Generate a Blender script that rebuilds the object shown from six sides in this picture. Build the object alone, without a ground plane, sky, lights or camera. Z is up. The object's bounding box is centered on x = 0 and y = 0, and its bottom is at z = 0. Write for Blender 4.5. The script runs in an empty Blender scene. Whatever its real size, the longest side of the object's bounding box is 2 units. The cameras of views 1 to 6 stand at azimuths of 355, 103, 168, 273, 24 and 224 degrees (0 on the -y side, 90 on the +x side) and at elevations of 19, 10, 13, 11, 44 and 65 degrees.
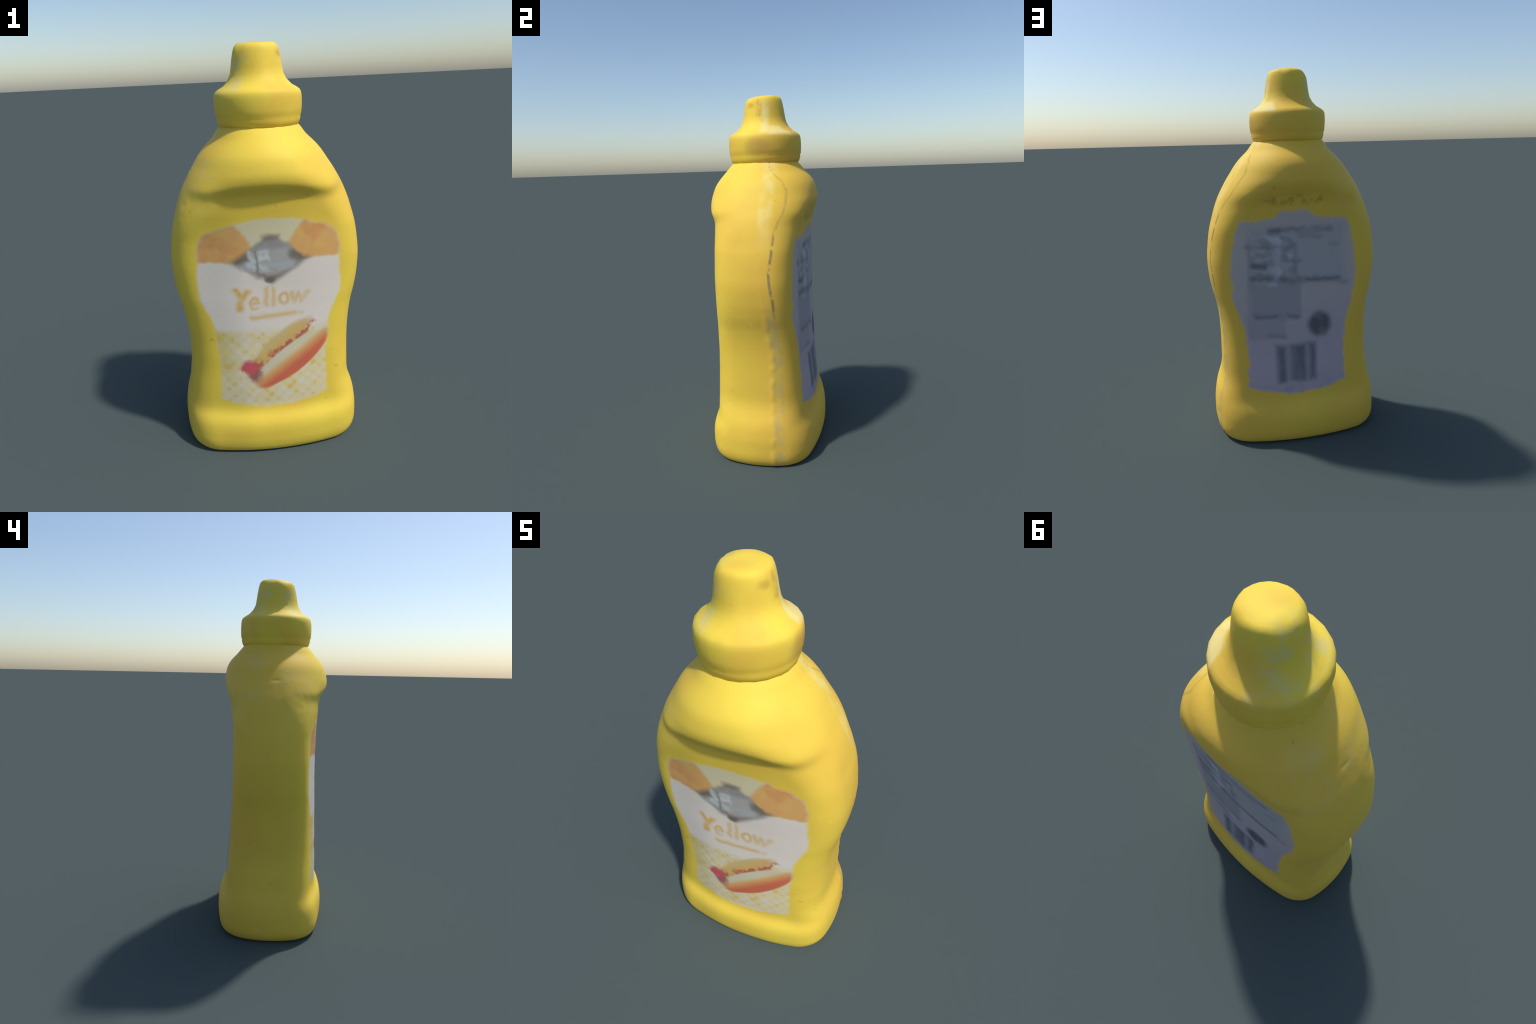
"""A squeezable mustard bottle: waisted flat yellow body with recessed label panels,
round collar and conical nozzle.  Everything is generated from profiles and rules."""
import bpy
import math
import numpy as np
from mathutils import Vector, noise

# ---------------------------------------------------------------- profiles
# (height, size): half width along x, half depth to the front (-y) and to the back (+y)
HALF_WIDTH = [(0, .438), (.008, .447), (.025, .457), (.05, .465), (.08, .468), (.14, .468), (.19, .463),
              (.22, .458), (.25, .450), (.28, .440), (.32, .430), (.37, .423), (.42, .418), (.48, .415),
              (.54, .4145), (.60, .416), (.68, .422), (.76, .434), (.84, .453), (.92, .465), (1.0, .4695),
              (1.08, .463), (1.16, .451), (1.22, .435), (1.27, .421), (1.31, .407), (1.35, .390),
              (1.39, .368), (1.43, .346), (1.47, .321), (1.51, .296), (1.55, .262), (1.59, .220),
              (1.62, .200), (1.64, .180), (1.66, .165)]
FRONT_DEPTH = [(0, .288), (.008, .299), (.025, .308), (.05, .314), (.08, .317), (.12, .317), (.16, .313),
               (.19, .303), (.22, .286), (.25, .277), (.28, .275), (.32, .275), (.37, .274), (.42, .272),
               (.48, .269), (.54, .267), (.60, .264), (.68, .262), (.76, .259), (.84, .256), (.92, .253),
               (1.0, .252), (1.08, .252), (1.16, .253), (1.22, .255), (1.27, .259), (1.31, .263),
               (1.33, .266), (1.35, .275), (1.37, .290), (1.39, .302), (1.43, .307), (1.47, .301),
               (1.51, .289), (1.55, .263), (1.59, .228), (1.62, .202), (1.64, .182), (1.66, .165)]
BACK_DEPTH = [(0, .288), (.008, .299), (.025, .308), (.05, .314), (.08, .317), (.12, .316), (.16, .309),
              (.19, .299), (.22, .284), (.25, .273), (.28, .268), (.32, .265), (.37, .262), (.42, .259),
              (.48, .255), (.54, .252), (.60, .250), (.68, .247), (.76, .244), (.84, .240), (.92, .238),
              (1.0, .237), (1.08, .237), (1.16, .238), (1.22, .242), (1.27, .248), (1.31, .253),
              (1.35, .265), (1.39, .282), (1.43, .291), (1.47, .288), (1.51, .280), (1.55, .259),
              (1.59, .221), (1.62, .196), (1.64, .178), (1.66, .165)]
# section shape: roundness (0 = rounded quad, 1 = ellipse), bow of the faces, corner softness
ROUNDNESS = [(0, 0), (1.25, 0), (1.40, .12), (1.50, .55), (1.58, .92), (1.62, 1), (1.66, 1)]
ROUNDNESS_LEFT = [(0, 0), (1.25, 0), (1.36, .28), (1.50, .78), (1.60, 1), (1.66, 1)]   # front, -x shoulder
FACE_BOW = [(0, .25), (.17, .25), (.28, .22), (1.2, .22), (1.5, .25)]
SIDE_BOW = [(0, .18), (.17, .18), (.28, .10), (1.2, .10), (1.5, .15)]
CORNER = [(0, .09), (.17, .09), (.28, .10), (1.2, .10), (1.5, .2)]
BODY_SHIFT = .0015         # the body sits a touch to +x
# cap radius over height
CAP_RADIUS = [(1.632, .165), (1.634, .184), (1.638, .190), (1.650, .1945), (1.664, .1985), (1.674, .1980), (1.684, .2025), (1.71, .2055),
              (1.735, .2065), (1.76, .2055), (1.776, .203), (1.788, .197), (1.798, .184), (1.812, .160),
              (1.835, .138), (1.86, .1245), (1.89, .118), (1.93, .112), (1.96, .107), (1.978, .103),
              (1.988, .0985), (1.9945, .092), (1.9985, .082), (2.0, .04)]
COLLAR_TOP = 1.835
CAP_X, CAP_Y = .0035, -.001  # the cap sits a touch off the middle


def pchip(table, z):
    """Monotone cubic interpolation of a profile table."""
    x, y = (np.array(c, float) for c in zip(*table))
    h, d = np.diff(x), np.diff(y) / np.diff(x)
    m = np.zeros(len(x))
    m[0], m[-1] = d[0], d[-1]
    for i in range(1, len(x) - 1):
        if d[i - 1] * d[i] > 0:
            w1, w2 = 2 * h[i] + h[i - 1], h[i] + 2 * h[i - 1]
            m[i] = (w1 + w2) / (w1 / d[i - 1] + w2 / d[i])
    z = np.clip(z, x[0], x[-1])
    i = np.clip(np.searchsorted(x, z, side="right") - 1, 0, len(h) - 1)
    t = (z - x[i]) / h[i]
    return ((1 + 2 * t) * (1 - t) ** 2 * y[i] + t * (1 - t) ** 2 * h[i] * m[i]
            + t * t * (3 - 2 * t) * y[i + 1] + t * t * (t - 1) * h[i] * m[i + 1])


def rounded(table, z, blur=.011):
    """The profile with its kinks blurred, as a moulded wall has them (not at the foot's edge)."""
    offs, w = np.linspace(-2, 2, 9) * blur, np.exp(-np.linspace(-2, 2, 9) ** 2 / 2)
    soft = sum(k * pchip(table, z + o) for o, k in zip(offs, w)) / w.sum()
    m = np.clip((z - .03) / .03, 0, 1)
    return m * soft + (1 - m) * pchip(table, z)


def linear(table, z):
    return sum(np.interp(z + o, *zip(*table)) for o in np.linspace(-.03, .03, 7)) / 7


def ease(v, lo, hi):
    t = np.clip((np.asarray(v) - lo) / (hi - lo), 0, 1)
    return t * t * (3 - 2 * t)


def wall_radius(phi, z):
    """Distance of the bottle wall from the axis, for direction phi at height z."""
    cx, cy = np.cos(phi), np.sin(phi)
    front = cy < 0
    a = rounded(HALF_WIDTH, z) + .002 * bump(z, 1.0, .4) + bump(z, .35, .07) * np.where(cx < 0, .004, -.007) * np.abs(cx)
    heights = np.linspace(-.1, 1.76, 1861)
    deep_front, deep_back = rounded(FRONT_DEPTH, heights), rounded(BACK_DEPTH, heights)
    near_ledge = bump(z, 1.35, .10)
    bow, side, soft = (linear(t, z) for t in (FACE_BOW, SIDE_BOW, CORNER))
    left = ease(-cx, -.1, .6) * ease(-cy, -.2, .3)
    e = left * linear(ROUNDNESS_LEFT, z) + (1 - left) * linear(ROUNDNESS, z)
    panel = ease(z, .0, .25) * ease(z, 1.36, 1.12)
    belly = .008 * bump(z, .37, .11)
    sag = bump(z, 1.42, .06)
    chest = .006 * bump(z, 1.02, .16)

    def gap(rho):
        px = rho * cx
        x, y = np.abs(px), np.abs(rho * cy)
        # the ledges over the panels are arched: high in the middle, low at the ends
        arch = near_ledge * (.012 - (.019 * np.minimum(x / .27, 1) ** 2 + .010 * front * ease(px, .05, .22)) * ease(x, .42, .28))
        b = np.where(front, np.interp(z - arch, heights, deep_front), np.interp(z - arch, heights, deep_back))
        # the panels are not quite true: the front one falls away to -x, the back one has a belly
        b = b + np.where(front, chest * bump(px, .18, .14) - .007 * sag * bump(px, -.26, .10) - .020 * panel * ease(-px, .12, .36),
                         belly * bump(px, .05, .20) + .007 * bump(z, 1.36, .05) * ease(x, .15, .28))
        xn, yn = np.minimum(x / a, 1.2), np.minimum(y / b, 1.2)
        face, flank = y - b * (1 - bow * xn ** 2), x - a * (1 - side * yn ** 2)
        h = np.maximum(soft - np.abs(face - flank), 0) / soft
        quad = np.maximum(face, flank) + h * h * soft / 4
        ell = (np.sqrt((x / a) ** 2 + (y / b) ** 2) - 1) * np.minimum(a, b)
        return (1 - e) * quad + e * ell

    lo, hi = np.zeros_like(z), np.full_like(z, .8)
    for _ in range(26):
        mid = (lo + hi) / 2
        out = gap(mid) > 0
        hi, lo = np.where(out, mid, hi), np.where(out, lo, mid)
    return (lo + hi) / 2


def bump(v, centre, width):
    return np.exp(-((v - centre) / width) ** 2)


def wrinkles(x, y, z):
    """Outward relief of the body wall: hand-sized unevenness, creases, dents."""
    n = np.array([noise.noise(Vector((px * 6, py * 6, pz * 5))) for px, py, pz in zip(x, y, z)])
    f = np.array([noise.noise(Vector((px * 30 + 7, py * 30, pz * 22))) for px, py, pz in zip(x, y, z)])
    out = .0012 * n
    crease = np.exp(-((x + .37) / .07) ** 2) * (y < 0) * bump(z, 1.35, .12)
    out += .0009 * crease * f
    out -= .0018 * bump(x, -.338, .05) * bump(y, -.01, .03) * bump(z, 1.442, .008)
    out -= .001 * bump(x, -.39, .04) * bump(y, -.15, .02) * bump(z, 1.30, .015)
    seam_y = np.interp(z, *zip(*SEAM))
    out += (x > .1) * .0024 * bump(y, seam_y - .05, .016) * ease(z, 1.3, .6) * (1 + 1.3 * f)
    return out


# course of the mould seam down the +x flank: (height, y)
SEAM = [(0, .148), (.22, .150), (.43, .141), (.58, .146), (.69, .134), (.79, .123), (.93, .115), (1.02, .101),
        (1.08, .097), (1.16, .110), (1.24, .117), (1.285, .124), (1.33, .138), (1.36, .156), (1.41, .167),
        (1.48, .166), (1.53, .138), (1.57, .092), (1.615, .058), (2, .03)]

# ---------------------------------------------------------------- node language


class Val:
    """A number flowing through a material's nodes, with arithmetic."""

    def __init__(self, tree, out):
        self.tree, self.out = tree, out

    def op(self, kind, *others, clamp=False):
        node = self.tree.nodes.new("ShaderNodeMath")
        node.operation, node.use_clamp = kind, clamp
        for socket, v in zip(node.inputs, (self, *others)):
            if isinstance(v, Val):
                self.tree.links.new(v.out, socket)
            else:
                socket.default_value = float(v)
        return Val(self.tree, node.outputs[0])

    def __add__(s, o): return s.op("ADD", o)
    def __sub__(s, o): return s.op("SUBTRACT", o)
    def __mul__(s, o): return s.op("MULTIPLY", o)
    def __truediv__(s, o): return s.op("DIVIDE", o)
    def __neg__(s): return s.op("MULTIPLY", -1)
    def __radd__(s, o): return s.op("ADD", o)
    def __rmul__(s, o): return s.op("MULTIPLY", o)
    def __rsub__(s, o): return (-s).op("ADD", o)
    def abs(s): return s.op("ABSOLUTE")
    def min(s, o): return s.op("MINIMUM", o)
    def max(s, o): return s.op("MAXIMUM", o)
    def sqrt(s): return s.op("SQRT")
    def clamp(s): return s.op("ADD", 0, clamp=True)
    def less(s, o): return s.op("LESS_THAN", o)
    def inv(s): return 1 - s

    def step(s, lo, hi):
        """Smooth 0..1 as the value goes from lo to hi (lo may be above hi)."""
        node = s.tree.nodes.new("ShaderNodeMapRange")
        node.interpolation_type = "SMOOTHSTEP"
        s.tree.links.new(s.out, node.inputs[0])
        a, b, flip = (lo, hi, False) if lo < hi else (hi, lo, True)
        node.inputs[1].default_value, node.inputs[2].default_value = a, b
        node.inputs[3].default_value, node.inputs[4].default_value = (1, 0) if flip else (0, 1)
        return Val(s.tree, node.outputs[0])

    def table(s, points):
        """Piecewise smooth function of this value through a Float Curve."""
        xs, ys = zip(*points)
        x0, x1 = min(xs), max(xs)
        y0, y1 = min(ys) - .01, max(ys) + .01
        node = s.tree.nodes.new("ShaderNodeFloatCurve")
        curve = node.mapping.curves[0]
        pts = sorted(points)
        while len(curve.points) < len(pts):
            curve.points.new(.5, .5)
        for p, (x, y) in zip(curve.points, pts):
            p.location = ((x - x0) / (x1 - x0), (y - y0) / (y1 - y0))
            p.handle_type = "VECTOR"
        node.mapping.update()
        s.tree.links.new(((s - x0) / (x1 - x0)).clamp().out, node.inputs["Value"])
        return Val(s.tree, node.outputs[0]) * (y1 - y0) + y0


def srgb(r, g, b):
    f = lambda c: c / 12.92 if c <= .04045 else ((c + .055) / 1.055) ** 2.4
    return (f(r / 255), f(g / 255), f(b / 255), 1)


class Paint:
    """A Principled material whose base colour is laid down in masked coats."""

    def __init__(self, name, roughness=.6, specular=.22):
        self.material = bpy.data.materials.new(name)
        self.material.use_nodes = True
        self.tree = t = self.material.node_tree
        self.bsdf = t.nodes["Principled BSDF"]
        self.bsdf.inputs["Roughness"].default_value = roughness
        self.bsdf.inputs["Specular IOR Level"].default_value = specular
        tc = t.nodes.new("ShaderNodeTexCoord")
        sep = t.nodes.new("ShaderNodeSeparateXYZ")
        t.links.new(tc.outputs["Object"], sep.inputs[0])
        self.co = tc.outputs["Object"]
        self.x, self.y, self.z = (Val(t, sep.outputs[i]) for i in range(3))
        self.colour = None

    def noise(self, scale, detail=2, stretch=(1, 1, 1), shift=0, rough=.5):
        m = self.tree.nodes.new("ShaderNodeMapping")
        m.inputs["Scale"].default_value = stretch
        m.inputs["Location"].default_value = (shift, shift * .7, shift * 1.3)
        n = self.tree.nodes.new("ShaderNodeTexNoise")
        n.inputs["Scale"].default_value, n.inputs["Detail"].default_value = scale, detail
        n.inputs["Roughness"].default_value = rough
        self.tree.links.new(self.co, m.inputs[0])
        self.tree.links.new(m.outputs[0], n.inputs["Vector"])
        return Val(self.tree, n.outputs[0])

    def coat(self, colour, mask=None):
        if self.colour is None:
            rgb = self.tree.nodes.new("ShaderNodeRGB")
            rgb.outputs[0].default_value = colour
            self.colour = rgb.outputs[0]
            return
        mix = self.tree.nodes.new("ShaderNodeMix")
        mix.data_type = "RGBA"
        self.tree.links.new(mask.clamp().out, mix.inputs[0])
        self.tree.links.new(self.colour, mix.inputs[6])
        if isinstance(colour, tuple):
            mix.inputs[7].default_value = colour
        else:
            self.tree.links.new(colour, mix.inputs[7])
        self.colour = mix.outputs[2]

    def finish(self, bump_height=None, strength=.2, distance=.01):
        self.tree.links.new(self.colour, self.bsdf.inputs["Base Color"])
        if bump_height is not None:
            b = self.tree.nodes.new("ShaderNodeBump")
            b.inputs["Strength"].default_value, b.inputs["Distance"].default_value = strength, distance
            self.tree.links.new(bump_height.out, b.inputs["Height"])
            self.tree.links.new(b.outputs[0], self.bsdf.inputs["Normal"])
        return self.material


def capsule(u, v, a, b):
    """Distance to the segment a-b in the plane (u, v)."""
    dx, dy = b[0] - a[0], b[1] - a[1]
    pu, pv = u - a[0], v - a[1]
    h = ((pu * dx + pv * dy) / (dx * dx + dy * dy)).clamp()
    ex, ey = pu - h * dx, pv - h * dy
    return (ex * ex + ey * ey).sqrt()


def ellipse(u, v, c, r):
    """Ellipse function: < 1 inside."""
    du, dv = (u - c[0]) / r[0], (v - c[1]) / r[1]
    return (du * du + dv * dv).sqrt()


def stroke(u, v, a, b, r, soft=.008):
    return capsule(u, v, a, b).step(r + soft, r - soft)


def box(u, v, lo, hi, soft=.008):
    d = ((lo[0] - u).max(u - hi[0])).max((lo[1] - v).max(v - hi[1]))
    return d.step(soft, -soft)


# ---------------------------------------------------------------- colours
YELLOW = srgb(237, 208, 76)
AMBER = srgb(225, 177, 72)
PALE = srgb(232, 218, 150)
CREAM = srgb(216, 204, 162)
PAPER = srgb(226, 214, 198)


def plastic_coats(p):
    """The bottle's yellow plastic with its scuffs, dust and seam marks."""
    x, y, z = p.x, p.y, p.z
    p.coat(YELLOW)
    p.coat(AMBER, p.noise(2.2, 2, shift=3).step(.42, .7) * .45)
    # rear and flanks tinted amber to match warm shade baked into the scan
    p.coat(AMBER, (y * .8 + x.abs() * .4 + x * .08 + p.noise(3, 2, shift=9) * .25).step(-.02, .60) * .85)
    # dusty pale film on the -x shoulder
    film = (p.noise(11, 4, shift=5, rough=.65).step(.42, .72)
            * x.step(-.14, -.24) * z.step(1.18, 1.38) * z.step(1.68, 1.6))
    p.coat(srgb(216, 204, 140), film * .25)
    # pale streak and broken grey line of the mould seam on the +x flank
    seam = z.table(SEAM)
    right = x.step(.12, .2)
    p.coat(PALE, bumpy(y - .07, .05) * right * z.step(1.15, 1.4) * z.step(1.66, 1.62)
           * p.noise(14, 3, shift=2).step(.25, .7) * .6)
    broken = p.noise(26, 3, shift=11, rough=.7).step(.36, .52)
    p.coat(srgb(132, 118, 92), bumpy(y - seam, .011) * right * broken * z.step(.80, .9) * z.step(1.36, 1.2) * .8)
    p.coat(srgb(170, 152, 84), bumpy(y - seam, .010) * right * broken * z.step(1.2, 1.34) * .5)
    p.coat(srgb(190, 172, 110), bumpy(y - seam + .02, .04) * right * z.step(.92, .8)
           * p.noise(18, 2, shift=13).step(.3, .6) * .6)
    # specks of dirt and dust
    p.coat(srgb(170, 142, 60), p.noise(24, 2, shift=21).step(.70, .80) * .4)
    # smudged stamp high on the back, under the ledge
    p.coat(srgb(150, 112, 44), p.noise(26, 3, shift=23, rough=.6).step(.42, .6) * box(x, z, (-.12, 1.315), (.20, 1.365), .02)
           * y.step(.1, .2) * .5)
    p.coat(srgb(235, 215, 150), p.noise(26, 2, shift=27).step(.71, .8) * .4)


def bumpy(v, w):
    """A soft stripe of half width w around v = 0."""
    return v.abs().step(w, w * .25)


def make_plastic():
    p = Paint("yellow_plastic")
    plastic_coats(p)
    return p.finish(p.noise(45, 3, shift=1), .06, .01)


def make_cap_plastic():
    p = Paint("cap_plastic")
    x, y, z = p.x, p.y, p.z
    p.coat(YELLOW)
    p.coat(AMBER, p.noise(5, 2, shift=4).step(.4, .7) * .5)
    p.coat(AMBER, (y * 1.2 + x * .6 + p.noise(6, 2, shift=8) * .2).step(.1, .36) * .6)
    # chalky scuffs on the -x shoulder of the cap, mustard crust on the +x side of the nozzle
    p.coat(srgb(206, 200, 152), p.noise(16, 4, shift=6, rough=.65).step(.44, .68)
           * x.step(-.03, -.09) * z.step(1.765, 1.80) * .45)
    p.coat(PALE, bumpy(y - .03, .03) * x.step(.05, .09) * z.step(1.78, 1.80) * z.step(2.0, 1.9)
           * p.noise(22, 2, shift=3).step(.25, .5) * .7)
    p.coat(PALE, box(x, z, (.1, 1.78), (.3, 1.83), .01) * y.step(.02, .08) * .7)
    p.coat(srgb(160, 122, 60), bumpy(y + .005, .022) * x.step(.05, .08) * z.step(1.86, 1.88) * z.step(1.985, 1.96)
           * p.noise(30, 3, shift=17).step(.4, .6) * .4)
    p.coat(srgb(150, 116, 48), ellipse(y, z, (-.055, 1.945), (.026, .018)).step(1.3, .2) * x.step(.04, .07) * .38)
    # handled, browner patch of the collar on +x
    p.coat(srgb(188, 146, 78), ellipse(y, z, (.0, 1.72), (.09, .055)).step(1.2, .3) * x.step(.1, .18) * .6)
    return p.finish(p.noise(45, 3, shift=1), .06, .01)


def make_front_label():
    p = Paint("front_label_print", roughness=.6, specular=.2)
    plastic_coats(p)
    wob = (p.noise(20, 1, shift=31) - .5) * .024
    u, v = p.x + wob, p.z + wob
    au = u.abs()
    half = v.table([(.2, .272), (.30, .272), (.44, .265), (.54, .264), (.64, .280), (.71, .288), (.776, .311),
                    (.84, .343), (.95, .349), (1.04, .338), (1.125, .330), (1.20, .290), (1.3, .25)])
    top = au.table([(0, 1.240), (.09, 1.234), (.15, 1.222), (.21, 1.206), (.30, 1.172), (.4, 1.08)])
    bottom = au.table([(0, .258), (.08, .262), (.20, .280), (.27, .302), (.4, .34)])
    label = ((half - au).min(top - v)).min(v - bottom).step(-.013, .015)
    paint = lambda colour, mask: p.coat(colour, mask * label)
    paint(PAPER, label)
    # checked table cloth behind the hot dog
    cloth = v.step(.70, .655)
    period = 2 * math.pi / .062
    weave = (u * period).op("SINE") * (v * period).op("SINE") + (p.noise(17, 2, stretch=(1, .01, 1), shift=41) - .5) * 5
    paint(srgb(222, 204, 146), cloth * .8)
    paint(srgb(218, 212, 196), cloth * weave.step(.1, 1.3) * .85)
    paint(srgb(220, 186, 92), cloth * weave.step(-.3, -1.5) * .75)
    paint(srgb(212, 188, 90), cloth * u.step(-.15, -.28) * v.step(.36, .5) * .7)
    # orange corners with the cream wedge between
    mottled = p.noise(11, 2, stretch=(1, .01, 1), shift=51)
    band = v.step(1.026, 1.048)
    wedge = au - (v - 1.12).max(0) * .72
    orange = band * wedge.step(.070, .105)
    paint(CREAM, band)
    paint(srgb(220, 168, 102), orange)
    paint(srgb(214, 146, 90), orange * mottled.step(.42, .72) * .8)
    paint(srgb(222, 180, 100), orange * p.noise(9, 2, stretch=(1, .01, 1), shift=57).step(.5, .7) * .8)
    # emblem: dark pointed frame, grey dome with worn lettering
    cx, cy = .002, 1.038
    diamond = (u - cx).abs() / .188 + (v - cy).abs() / .122
    paint(srgb(112, 104, 96), diamond.step(1.16, .80) * .9)
    paint(srgb(134, 124, 112), box(u, v, (-.03, 1.12), (.045, 1.160), .02))
    dome = ellipse(u, v, (.010, 1.050), (.108, .082)).step(1.2, .85)
    foot = ellipse(u, v, (-.005, 1.012), (.138, .036)).step(1.25, .75)
    paint(srgb(172, 169, 160), dome.max(foot))
    paint(srgb(140, 136, 128), dome * v.step(1.07, 1.12) * .7)
    script = (p.noise(22, 1, stretch=(1, .01, 1), shift=61)).step(.48, .64)
    paint(srgb(206, 203, 194), dome.max(foot) * script * u.step(.09, -.03) * .75)
    paint(srgb(178, 182, 178), box(u, v, (-.11, 1.0), (.11, 1.022), .014) * .7)
    for a, b in [((-.095, 1.085), (-.082, 1.035)), ((-.045, 1.08), (-.012, 1.08)), ((-.045, 1.05), (-.01, 1.05)),
                 ((-.105, 1.02), (-.068, 1.0)), ((-.045, 1.015), (-.02, .995))]:
        paint(srgb(200, 204, 200), stroke(u, v, a, b, .008, .012) * .8)
    paint(srgb(110, 106, 102), stroke(u, v, (-.066, 1.085), (-.06, .985), .005, .010) * .8)
    paint(srgb(96, 92, 88), ellipse(u, v, (.108, 1.062), (.03, .03)).step(1.4, .2) * .7)
    paint(srgb(158, 144, 130), box(u, v, (-.06, .955), (.06, .985), .02) * .55)
    paint(srgb(104, 96, 86), ellipse(u, v, (-.004, .938), (.03, .016)).step(1.3, .4) * .7)
    # the word "Yellow" and its underline
    gold = srgb(216, 176, 92)
    word = None
    strokes = [((-.170, .892), (-.142, .848)), ((-.112, .886), (-.142, .848)), ((-.144, .85), (-.152, .800)),
               ((-.098, .826), (-.062, .832)),
               ((-.022, .895), (-.024, .812)), ((.014, .897), (.012, .815)),
               ((.098, .862), (.112, .822)), ((.112, .822), (.132, .86)), ((.132, .86), (.146, .822)),
               ((.146, .822), (.180, .866))]
    for centre, gap_side in (((-.080, .825), 1), ((.062, .840), 0)):         # the round letters e and o
        ring = (ellipse(u, v, centre, (.021, .026)) - 1).abs().step(.62, .12) * .75
        if gap_side:
            ring = ring * (1 - box(u, v, (centre[0] + .008, centre[1] - .016), (centre[0] + .04, centre[1] - .002), .004))
        word = ring if word is None else word.max(ring)
    for i, (a, b) in enumerate(strokes):
        m = stroke(u, v, a, b, .015 if i < 3 else .010, .015) * (1 if i < 3 else .75)
        word = m if word is None else word.max(m)
    paint(gold, word * (p.noise(16, 1, shift=67).step(.3, .5) * .3 + .7))
    paint(gold, stroke(u, v, (-.10, .752), (.112, .762), .010, .016) * .85)
    paint(gold, stroke(u, v, (.135, .757), (.148, .757), .007, .012) * .5)
    # hot dog: upper bun, sausage with mustard, lower bun
    ragged = (p.noise(34, 2, stretch=(1, .01, 1), shift=71) - .5) * .04
    along, across = (u - .095) * .75 + (v - .515) * .66, (v - .515) * .75 - (u - .095) * .66
    upper = ellipse(along, across, (.0, .095), (.20, .062)).step(1.15, .8)
    paint(srgb(208, 180, 118), upper * .9)
    paint(srgb(206, 160, 96), upper * (across + ragged).step(.13, .10) * .5)
    meat = stroke(along, across + ragged * .5, (-.15, .108), (.0, .078), .024, .014).max(
        stroke(along, across + ragged * .5, (.0, .080), (.195, .066), .016, .012))
    paint(srgb(186, 92, 84), meat * p.noise(26, 2, stretch=(1, .01, 1), shift=73).step(.44, .56) * .9)
    paint(srgb(216, 178, 100), stroke(along, across + ragged, (-.12, .118), (.15, .100), .013, .012)
          * p.noise(24, 2, stretch=(1, .01, 1), shift=79).step(.36, .5) * .9)
    tilt = across + along * .10
    bun = ellipse(along, tilt, (-.006, .0), (.222, .074)).step(1.1, .9)
    paint(srgb(212, 202, 168), bun)
    paint(srgb(218, 172, 108), bun * tilt.step(.040, .005))
    paint(srgb(216, 136, 88), bun * tilt.step(.020, -.020))
    paint(srgb(206, 108, 80), bun * tilt.step(-.008, -.040))
    paint(srgb(150, 80, 82), ellipse(u + ragged, v, (-.098, .448), (.046, .056)).step(1.3, .4) * .9)
    paint(srgb(204, 92, 96), ellipse(u + ragged, v + ragged, (-.120, .486), (.044, .040)).step(1.3, .6))
    return p.finish(p.noise(60, 3, shift=1), .05, .01)


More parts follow.
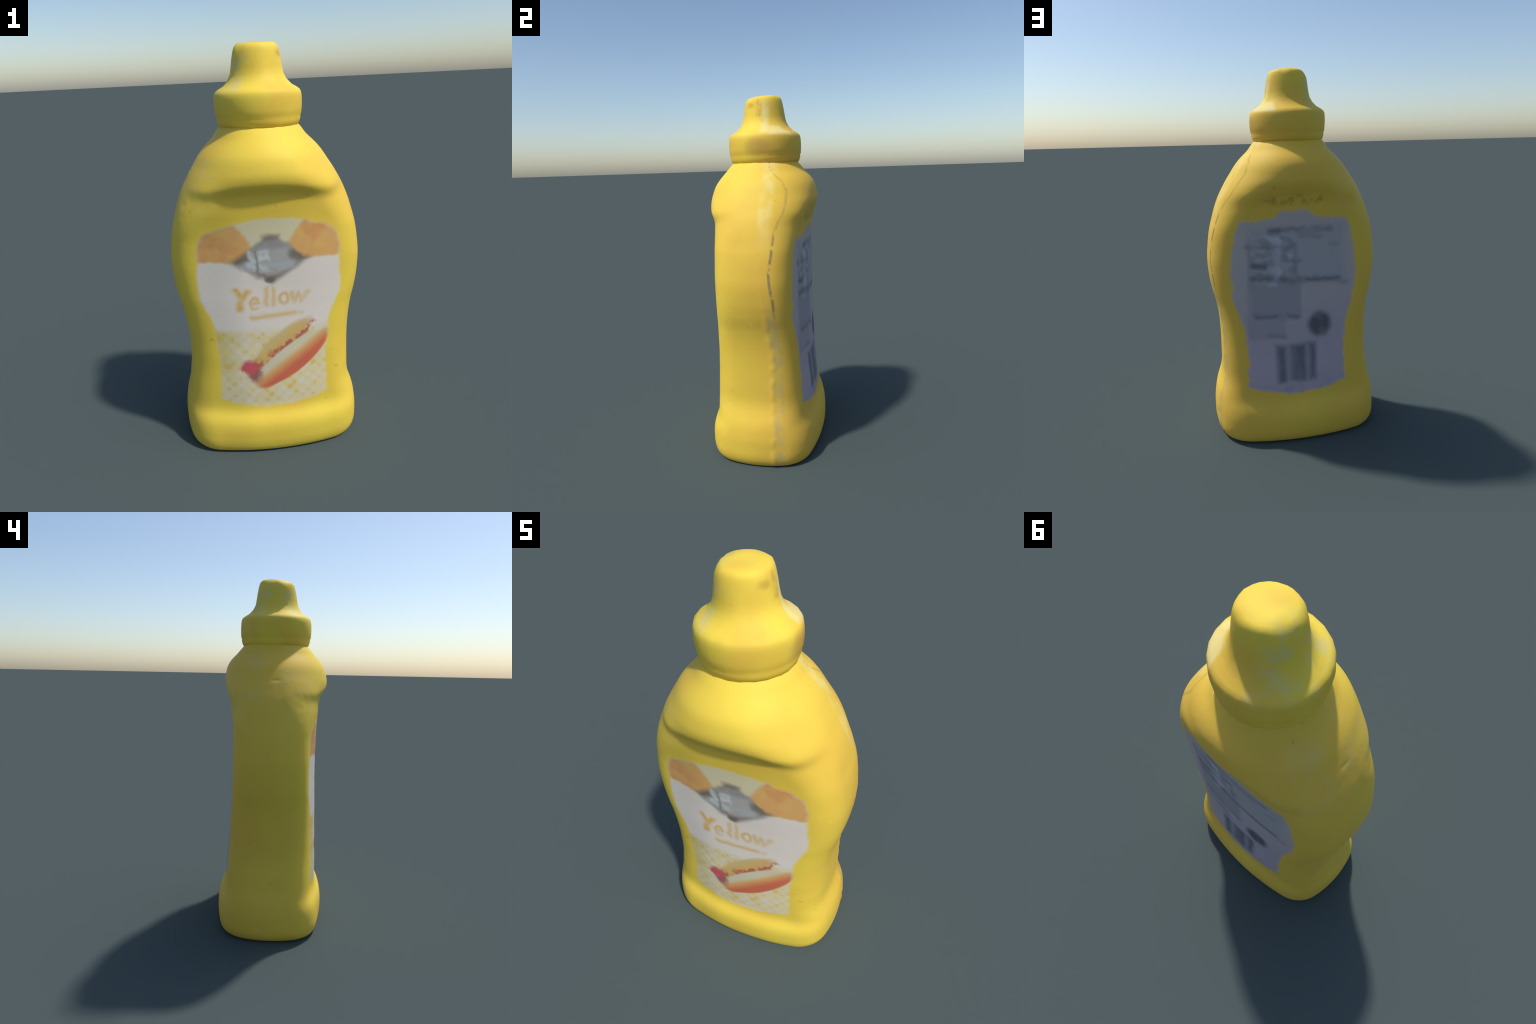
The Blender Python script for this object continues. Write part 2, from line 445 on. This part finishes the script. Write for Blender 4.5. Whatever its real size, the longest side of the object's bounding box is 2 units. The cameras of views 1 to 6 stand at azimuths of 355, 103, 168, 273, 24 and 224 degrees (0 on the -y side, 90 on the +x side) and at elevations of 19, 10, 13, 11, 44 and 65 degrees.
def make_back_label():
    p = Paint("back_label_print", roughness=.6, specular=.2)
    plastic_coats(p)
    wob = (p.noise(16, 1, shift=131) - .5) * .03
    u, v = p.x + wob - .028, p.z + wob
    au = u.abs()
    half = v.table([(.2, .272), (.30, .275), (.43, .266), (.53, .266), (.65, .282), (.73, .306), (.80, .330),
                    (.84, .344), (.96, .345), (1.05, .340), (1.16, .318), (1.24, .285), (1.4, .25)])
    top = au.table([(0, 1.288), (.07, 1.282), (.11, 1.255), (.14, 1.243), (.29, 1.234), (.4, 1.1)])
    bottom = au.table([(0, .276), (.10, .280), (.20, .300), (.28, .318), (.4, .35)])
    label = ((half - au).min(top - v)).min(v - bottom).step(-.013, .015)
    paint = lambda colour, mask: p.coat(colour, mask * label)
    paint(srgb(186, 174, 168), label)  # paper darkened, lavender below, for the skylit shadow on the back
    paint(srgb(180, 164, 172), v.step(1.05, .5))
    u = p.x + wob * .5
    ink, faint = srgb(118, 112, 118), srgb(150, 146, 152)
    tint = srgb(170, 164, 168)
    paint(tint, box(u, v, (-.25, .88), (.27, 1.20), .03) * .8)
    paint(faint, box(u, v, (.0, .73), (.268, .89), .012) * .7)
    paint(faint, box(u, v, (.09, .59), (.275, .70), .014) * .55)
    blot = p.noise(14, 1, stretch=(1, .01, 1.6), shift=151)
    paint(faint, box(u, v, (.02, .89), (.27, 1.15), .02) * blot.step(.42, .6) * .8)
    paint(srgb(200, 200, 208), box(u, v, (.05, .88), (.27, 1.15), .02)
          * p.noise(15, 1, stretch=(1, .01, 1), shift=157).step(.55, .75) * .6)
    for a, b, r, m in [((.16, 1.178), (.115, 1.176), .010, .9), ((.11, 1.184), (-.165, 1.177), .011, .6),
                       ((.0, 1.15), (-.11, 1.14), .009, .4), ((.28, 1.10), (.03, 1.088), .009, .6),
                       ((.094, 1.02), (.014, 1.014), .012, .6), ((.25, .997), (.195, .992), .013, 1),
                       ((.25, .93), (.02, .91), .020, .7), ((.0, .912), (-.21, .903), .011, .9),
                       ((-.20, .885), (-.265, .868), .010, .4), ((.252, .719), (.02, .710), .011, .85),
                       ((.18, .607), (.10, .600), .009, .45), ((.27, 1.14), (.283, .61), .006, .35),
                       ((.03, 1.09), (.03, .94), .006, .35), ((-.17, 1.09), (-.20, 1.09), .012, .3)]:
        paint(ink, stroke(u, v, a, b, r, .022) * m * 1.15 * (blot.step(.25, .5) * .5 + .5))
    # round seal and bar code
    seal = ellipse(u, v, (-.100, .655), (.064, .070))
    paint(srgb(100, 96, 102), seal.step(1.35, .65) * (p.noise(14, 1, shift=161).step(.3, .6) * .2 + .8))
    code = box(u, v, (-.075, .345), (.150, .552), .018)
    paint(faint, code * .75)
    bars = None
    for c, w in [(.117, .020), (.025, .040), (-.056, .016)]:
        m = box(u, v, (c - w, .345), (c + w, .545), .022)
        bars = m if bars is None else bars.max(m)
    paint(srgb(112, 108, 116), bars * (p.noise(12, 1, stretch=(1.4, .01, .6), shift=171).step(.3, .55) * .3 + .7))
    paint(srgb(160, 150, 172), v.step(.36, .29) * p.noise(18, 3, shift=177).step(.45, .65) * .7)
    return p.finish(p.noise(60, 3, shift=1), .05, .01)


# ---------------------------------------------------------------- mesh building
def surface(points, faces):
    mesh = bpy.data.meshes.new("whole")
    mesh.from_pydata(points, [], faces)
    mesh.update()
    return mesh


def split(whole, regions):
    """Cut a smooth surface into named meshes that keep the whole's normals."""
    normals = [v.normal.copy() for v in whole.vertices]
    parts = {}
    for poly in whole.polygons:
        parts.setdefault(regions(poly.center), []).append(list(poly.vertices))
    objects = {}
    for name, polys in parts.items():
        used = sorted({i for f in polys for i in f})
        at = {i: k for k, i in enumerate(used)}
        mesh = bpy.data.meshes.new(name)
        mesh.from_pydata([whole.vertices[i].co for i in used], [], [[at[i] for i in f] for f in polys])
        mesh.update()
        mesh.polygons.foreach_set("use_smooth", [True] * len(polys))
        mesh.normals_split_custom_set_from_vertices([normals[i] for i in used])
        ob = bpy.data.objects.new(name, mesh)
        bpy.context.scene.collection.objects.link(ob)
        objects[name] = ob
    return objects


def stacked_rings(rows, close_low, close_high):
    """Faces over equal rings of points; optional centre points close the ends."""
    n = len(rows[0])
    points = [p for row in rows for p in row]
    faces = [(k * n + i, k * n + (i + 1) % n, (k + 1) * n + (i + 1) % n, (k + 1) * n + i)
             for k in range(len(rows) - 1) for i in range(n)]
    if close_low is not None:
        points.append(close_low)
        faces += [(len(points) - 1, (i + 1) % n, i) for i in range(n)]
    if close_high is not None:
        points.append(close_high)
        top = (len(rows) - 1) * n
        faces += [(len(points) - 1, top + i, top + (i + 1) % n) for i in range(n)]
    return points, faces


def build_body():
    n, zs = 320, np.concatenate([[0, .004, .008], np.linspace(.012, 1.66, 300)])
    phi = np.linspace(0, 2 * np.pi, n, endpoint=False)
    P, Z = np.meshgrid(phi, zs)
    P, Z = P.ravel(), Z.ravel()
    R = wall_radius(P, Z)
    x, y = R * np.cos(P), R * np.sin(P)
    R = R + wrinkles(x, y, Z) * (Z > .01)
    pts = np.stack([BODY_SHIFT + R * np.cos(P), R * np.sin(P), Z], 1).reshape(len(zs), n, 3)
    under = [pts[0] * (s, s, 1) + (0, 0, d) for s, d in ((.3, .012), (.75, .012), (.92, .004))]
    rows = [r.tolist() for r in (*under, *pts)]
    return stacked_rings(rows, (0, 0, .012), None)


def body_region(c):
    panel = .24 < c.z < 1.31 and abs(c.x - (.028 if c.y > 0 else 0)) < .372 and abs(c.y) > .15
    if panel:
        return "front_label" if c.y < 0 else "back_label"
    return "base" if c.z < .21 else "body" if c.z < 1.40 else "shoulder"


def build_cap():
    n = 24
    rng = np.random.default_rng(5)
    phi = np.linspace(0, 2 * np.pi, n, endpoint=False) + rng.uniform(-.04, .04, n)
    notch = np.exp(-((phi - 2.75) / .22) ** 2) + .7 * np.exp(-((phi - 3.6) / .2) ** 2) + .5 * np.exp(-((phi - 1.2) / .25) ** 2)
    rows = []
    for z, r in CAP_RADIUS:
        wave = np.array([noise.noise(Vector((math.cos(t) * 1.6, math.sin(t) * 1.6, z * 9))) for t in phi])
        row = r + (.003 if z < 1.95 else .006) * wave
        lift = .009 * wave if 1.97 < z < 1.998 else 0 * wave
        rows.append([(CAP_X + row[i] * math.cos(phi[i]), CAP_Y + row[i] * math.sin(phi[i]),
                      z - abs(lift[i]) - (.010 * notch[i] if 1.97 < z < 1.998 else 0)
                      - .07 * ease(z, 1.92, 1.985) * (.085 - row[i] * math.sin(phi[i])))
                     for i in range(n)])
    tip = 2.0 - max(p[2] for row in rows for p in row)       # the slanted tip still reaches full height
    rows = [[(x, y, z + tip * float(ease(z, 1.9, 1.98))) for x, y, z in row] for row in rows]
    return stacked_rings(rows, None, (CAP_X, CAP_Y, sum(p[2] for p in rows[-1]) / n))


bottle = bpy.data.objects.new("mustard_bottle", None)
bottle["label"] = "yellow squeeze mustard bottle with waisted body and cone nozzle cap"
bottle["category"] = "mustard bottle"
bpy.context.scene.collection.objects.link(bottle)

plastic, cap_plastic = make_plastic(), make_cap_plastic()
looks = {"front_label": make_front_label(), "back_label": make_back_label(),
         "collar": cap_plastic, "nozzle": cap_plastic}

parts = split(surface(*build_body()), body_region)
cap = split(surface(*build_cap()), lambda c: "collar" if c.z < COLLAR_TOP else "nozzle")
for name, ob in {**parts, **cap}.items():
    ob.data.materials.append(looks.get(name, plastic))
    ob.parent = bottle
for part in ("front_label", "back_label"):
    parts[part].parent = parts["body"]
cap["nozzle"].parent = cap["collar"]
cap["collar"].name = "cap_collar"
bpy.data.meshes.remove(bpy.data.meshes["whole"])
for mesh in list(bpy.data.meshes):
    if mesh.users == 0:
        bpy.data.meshes.remove(mesh)
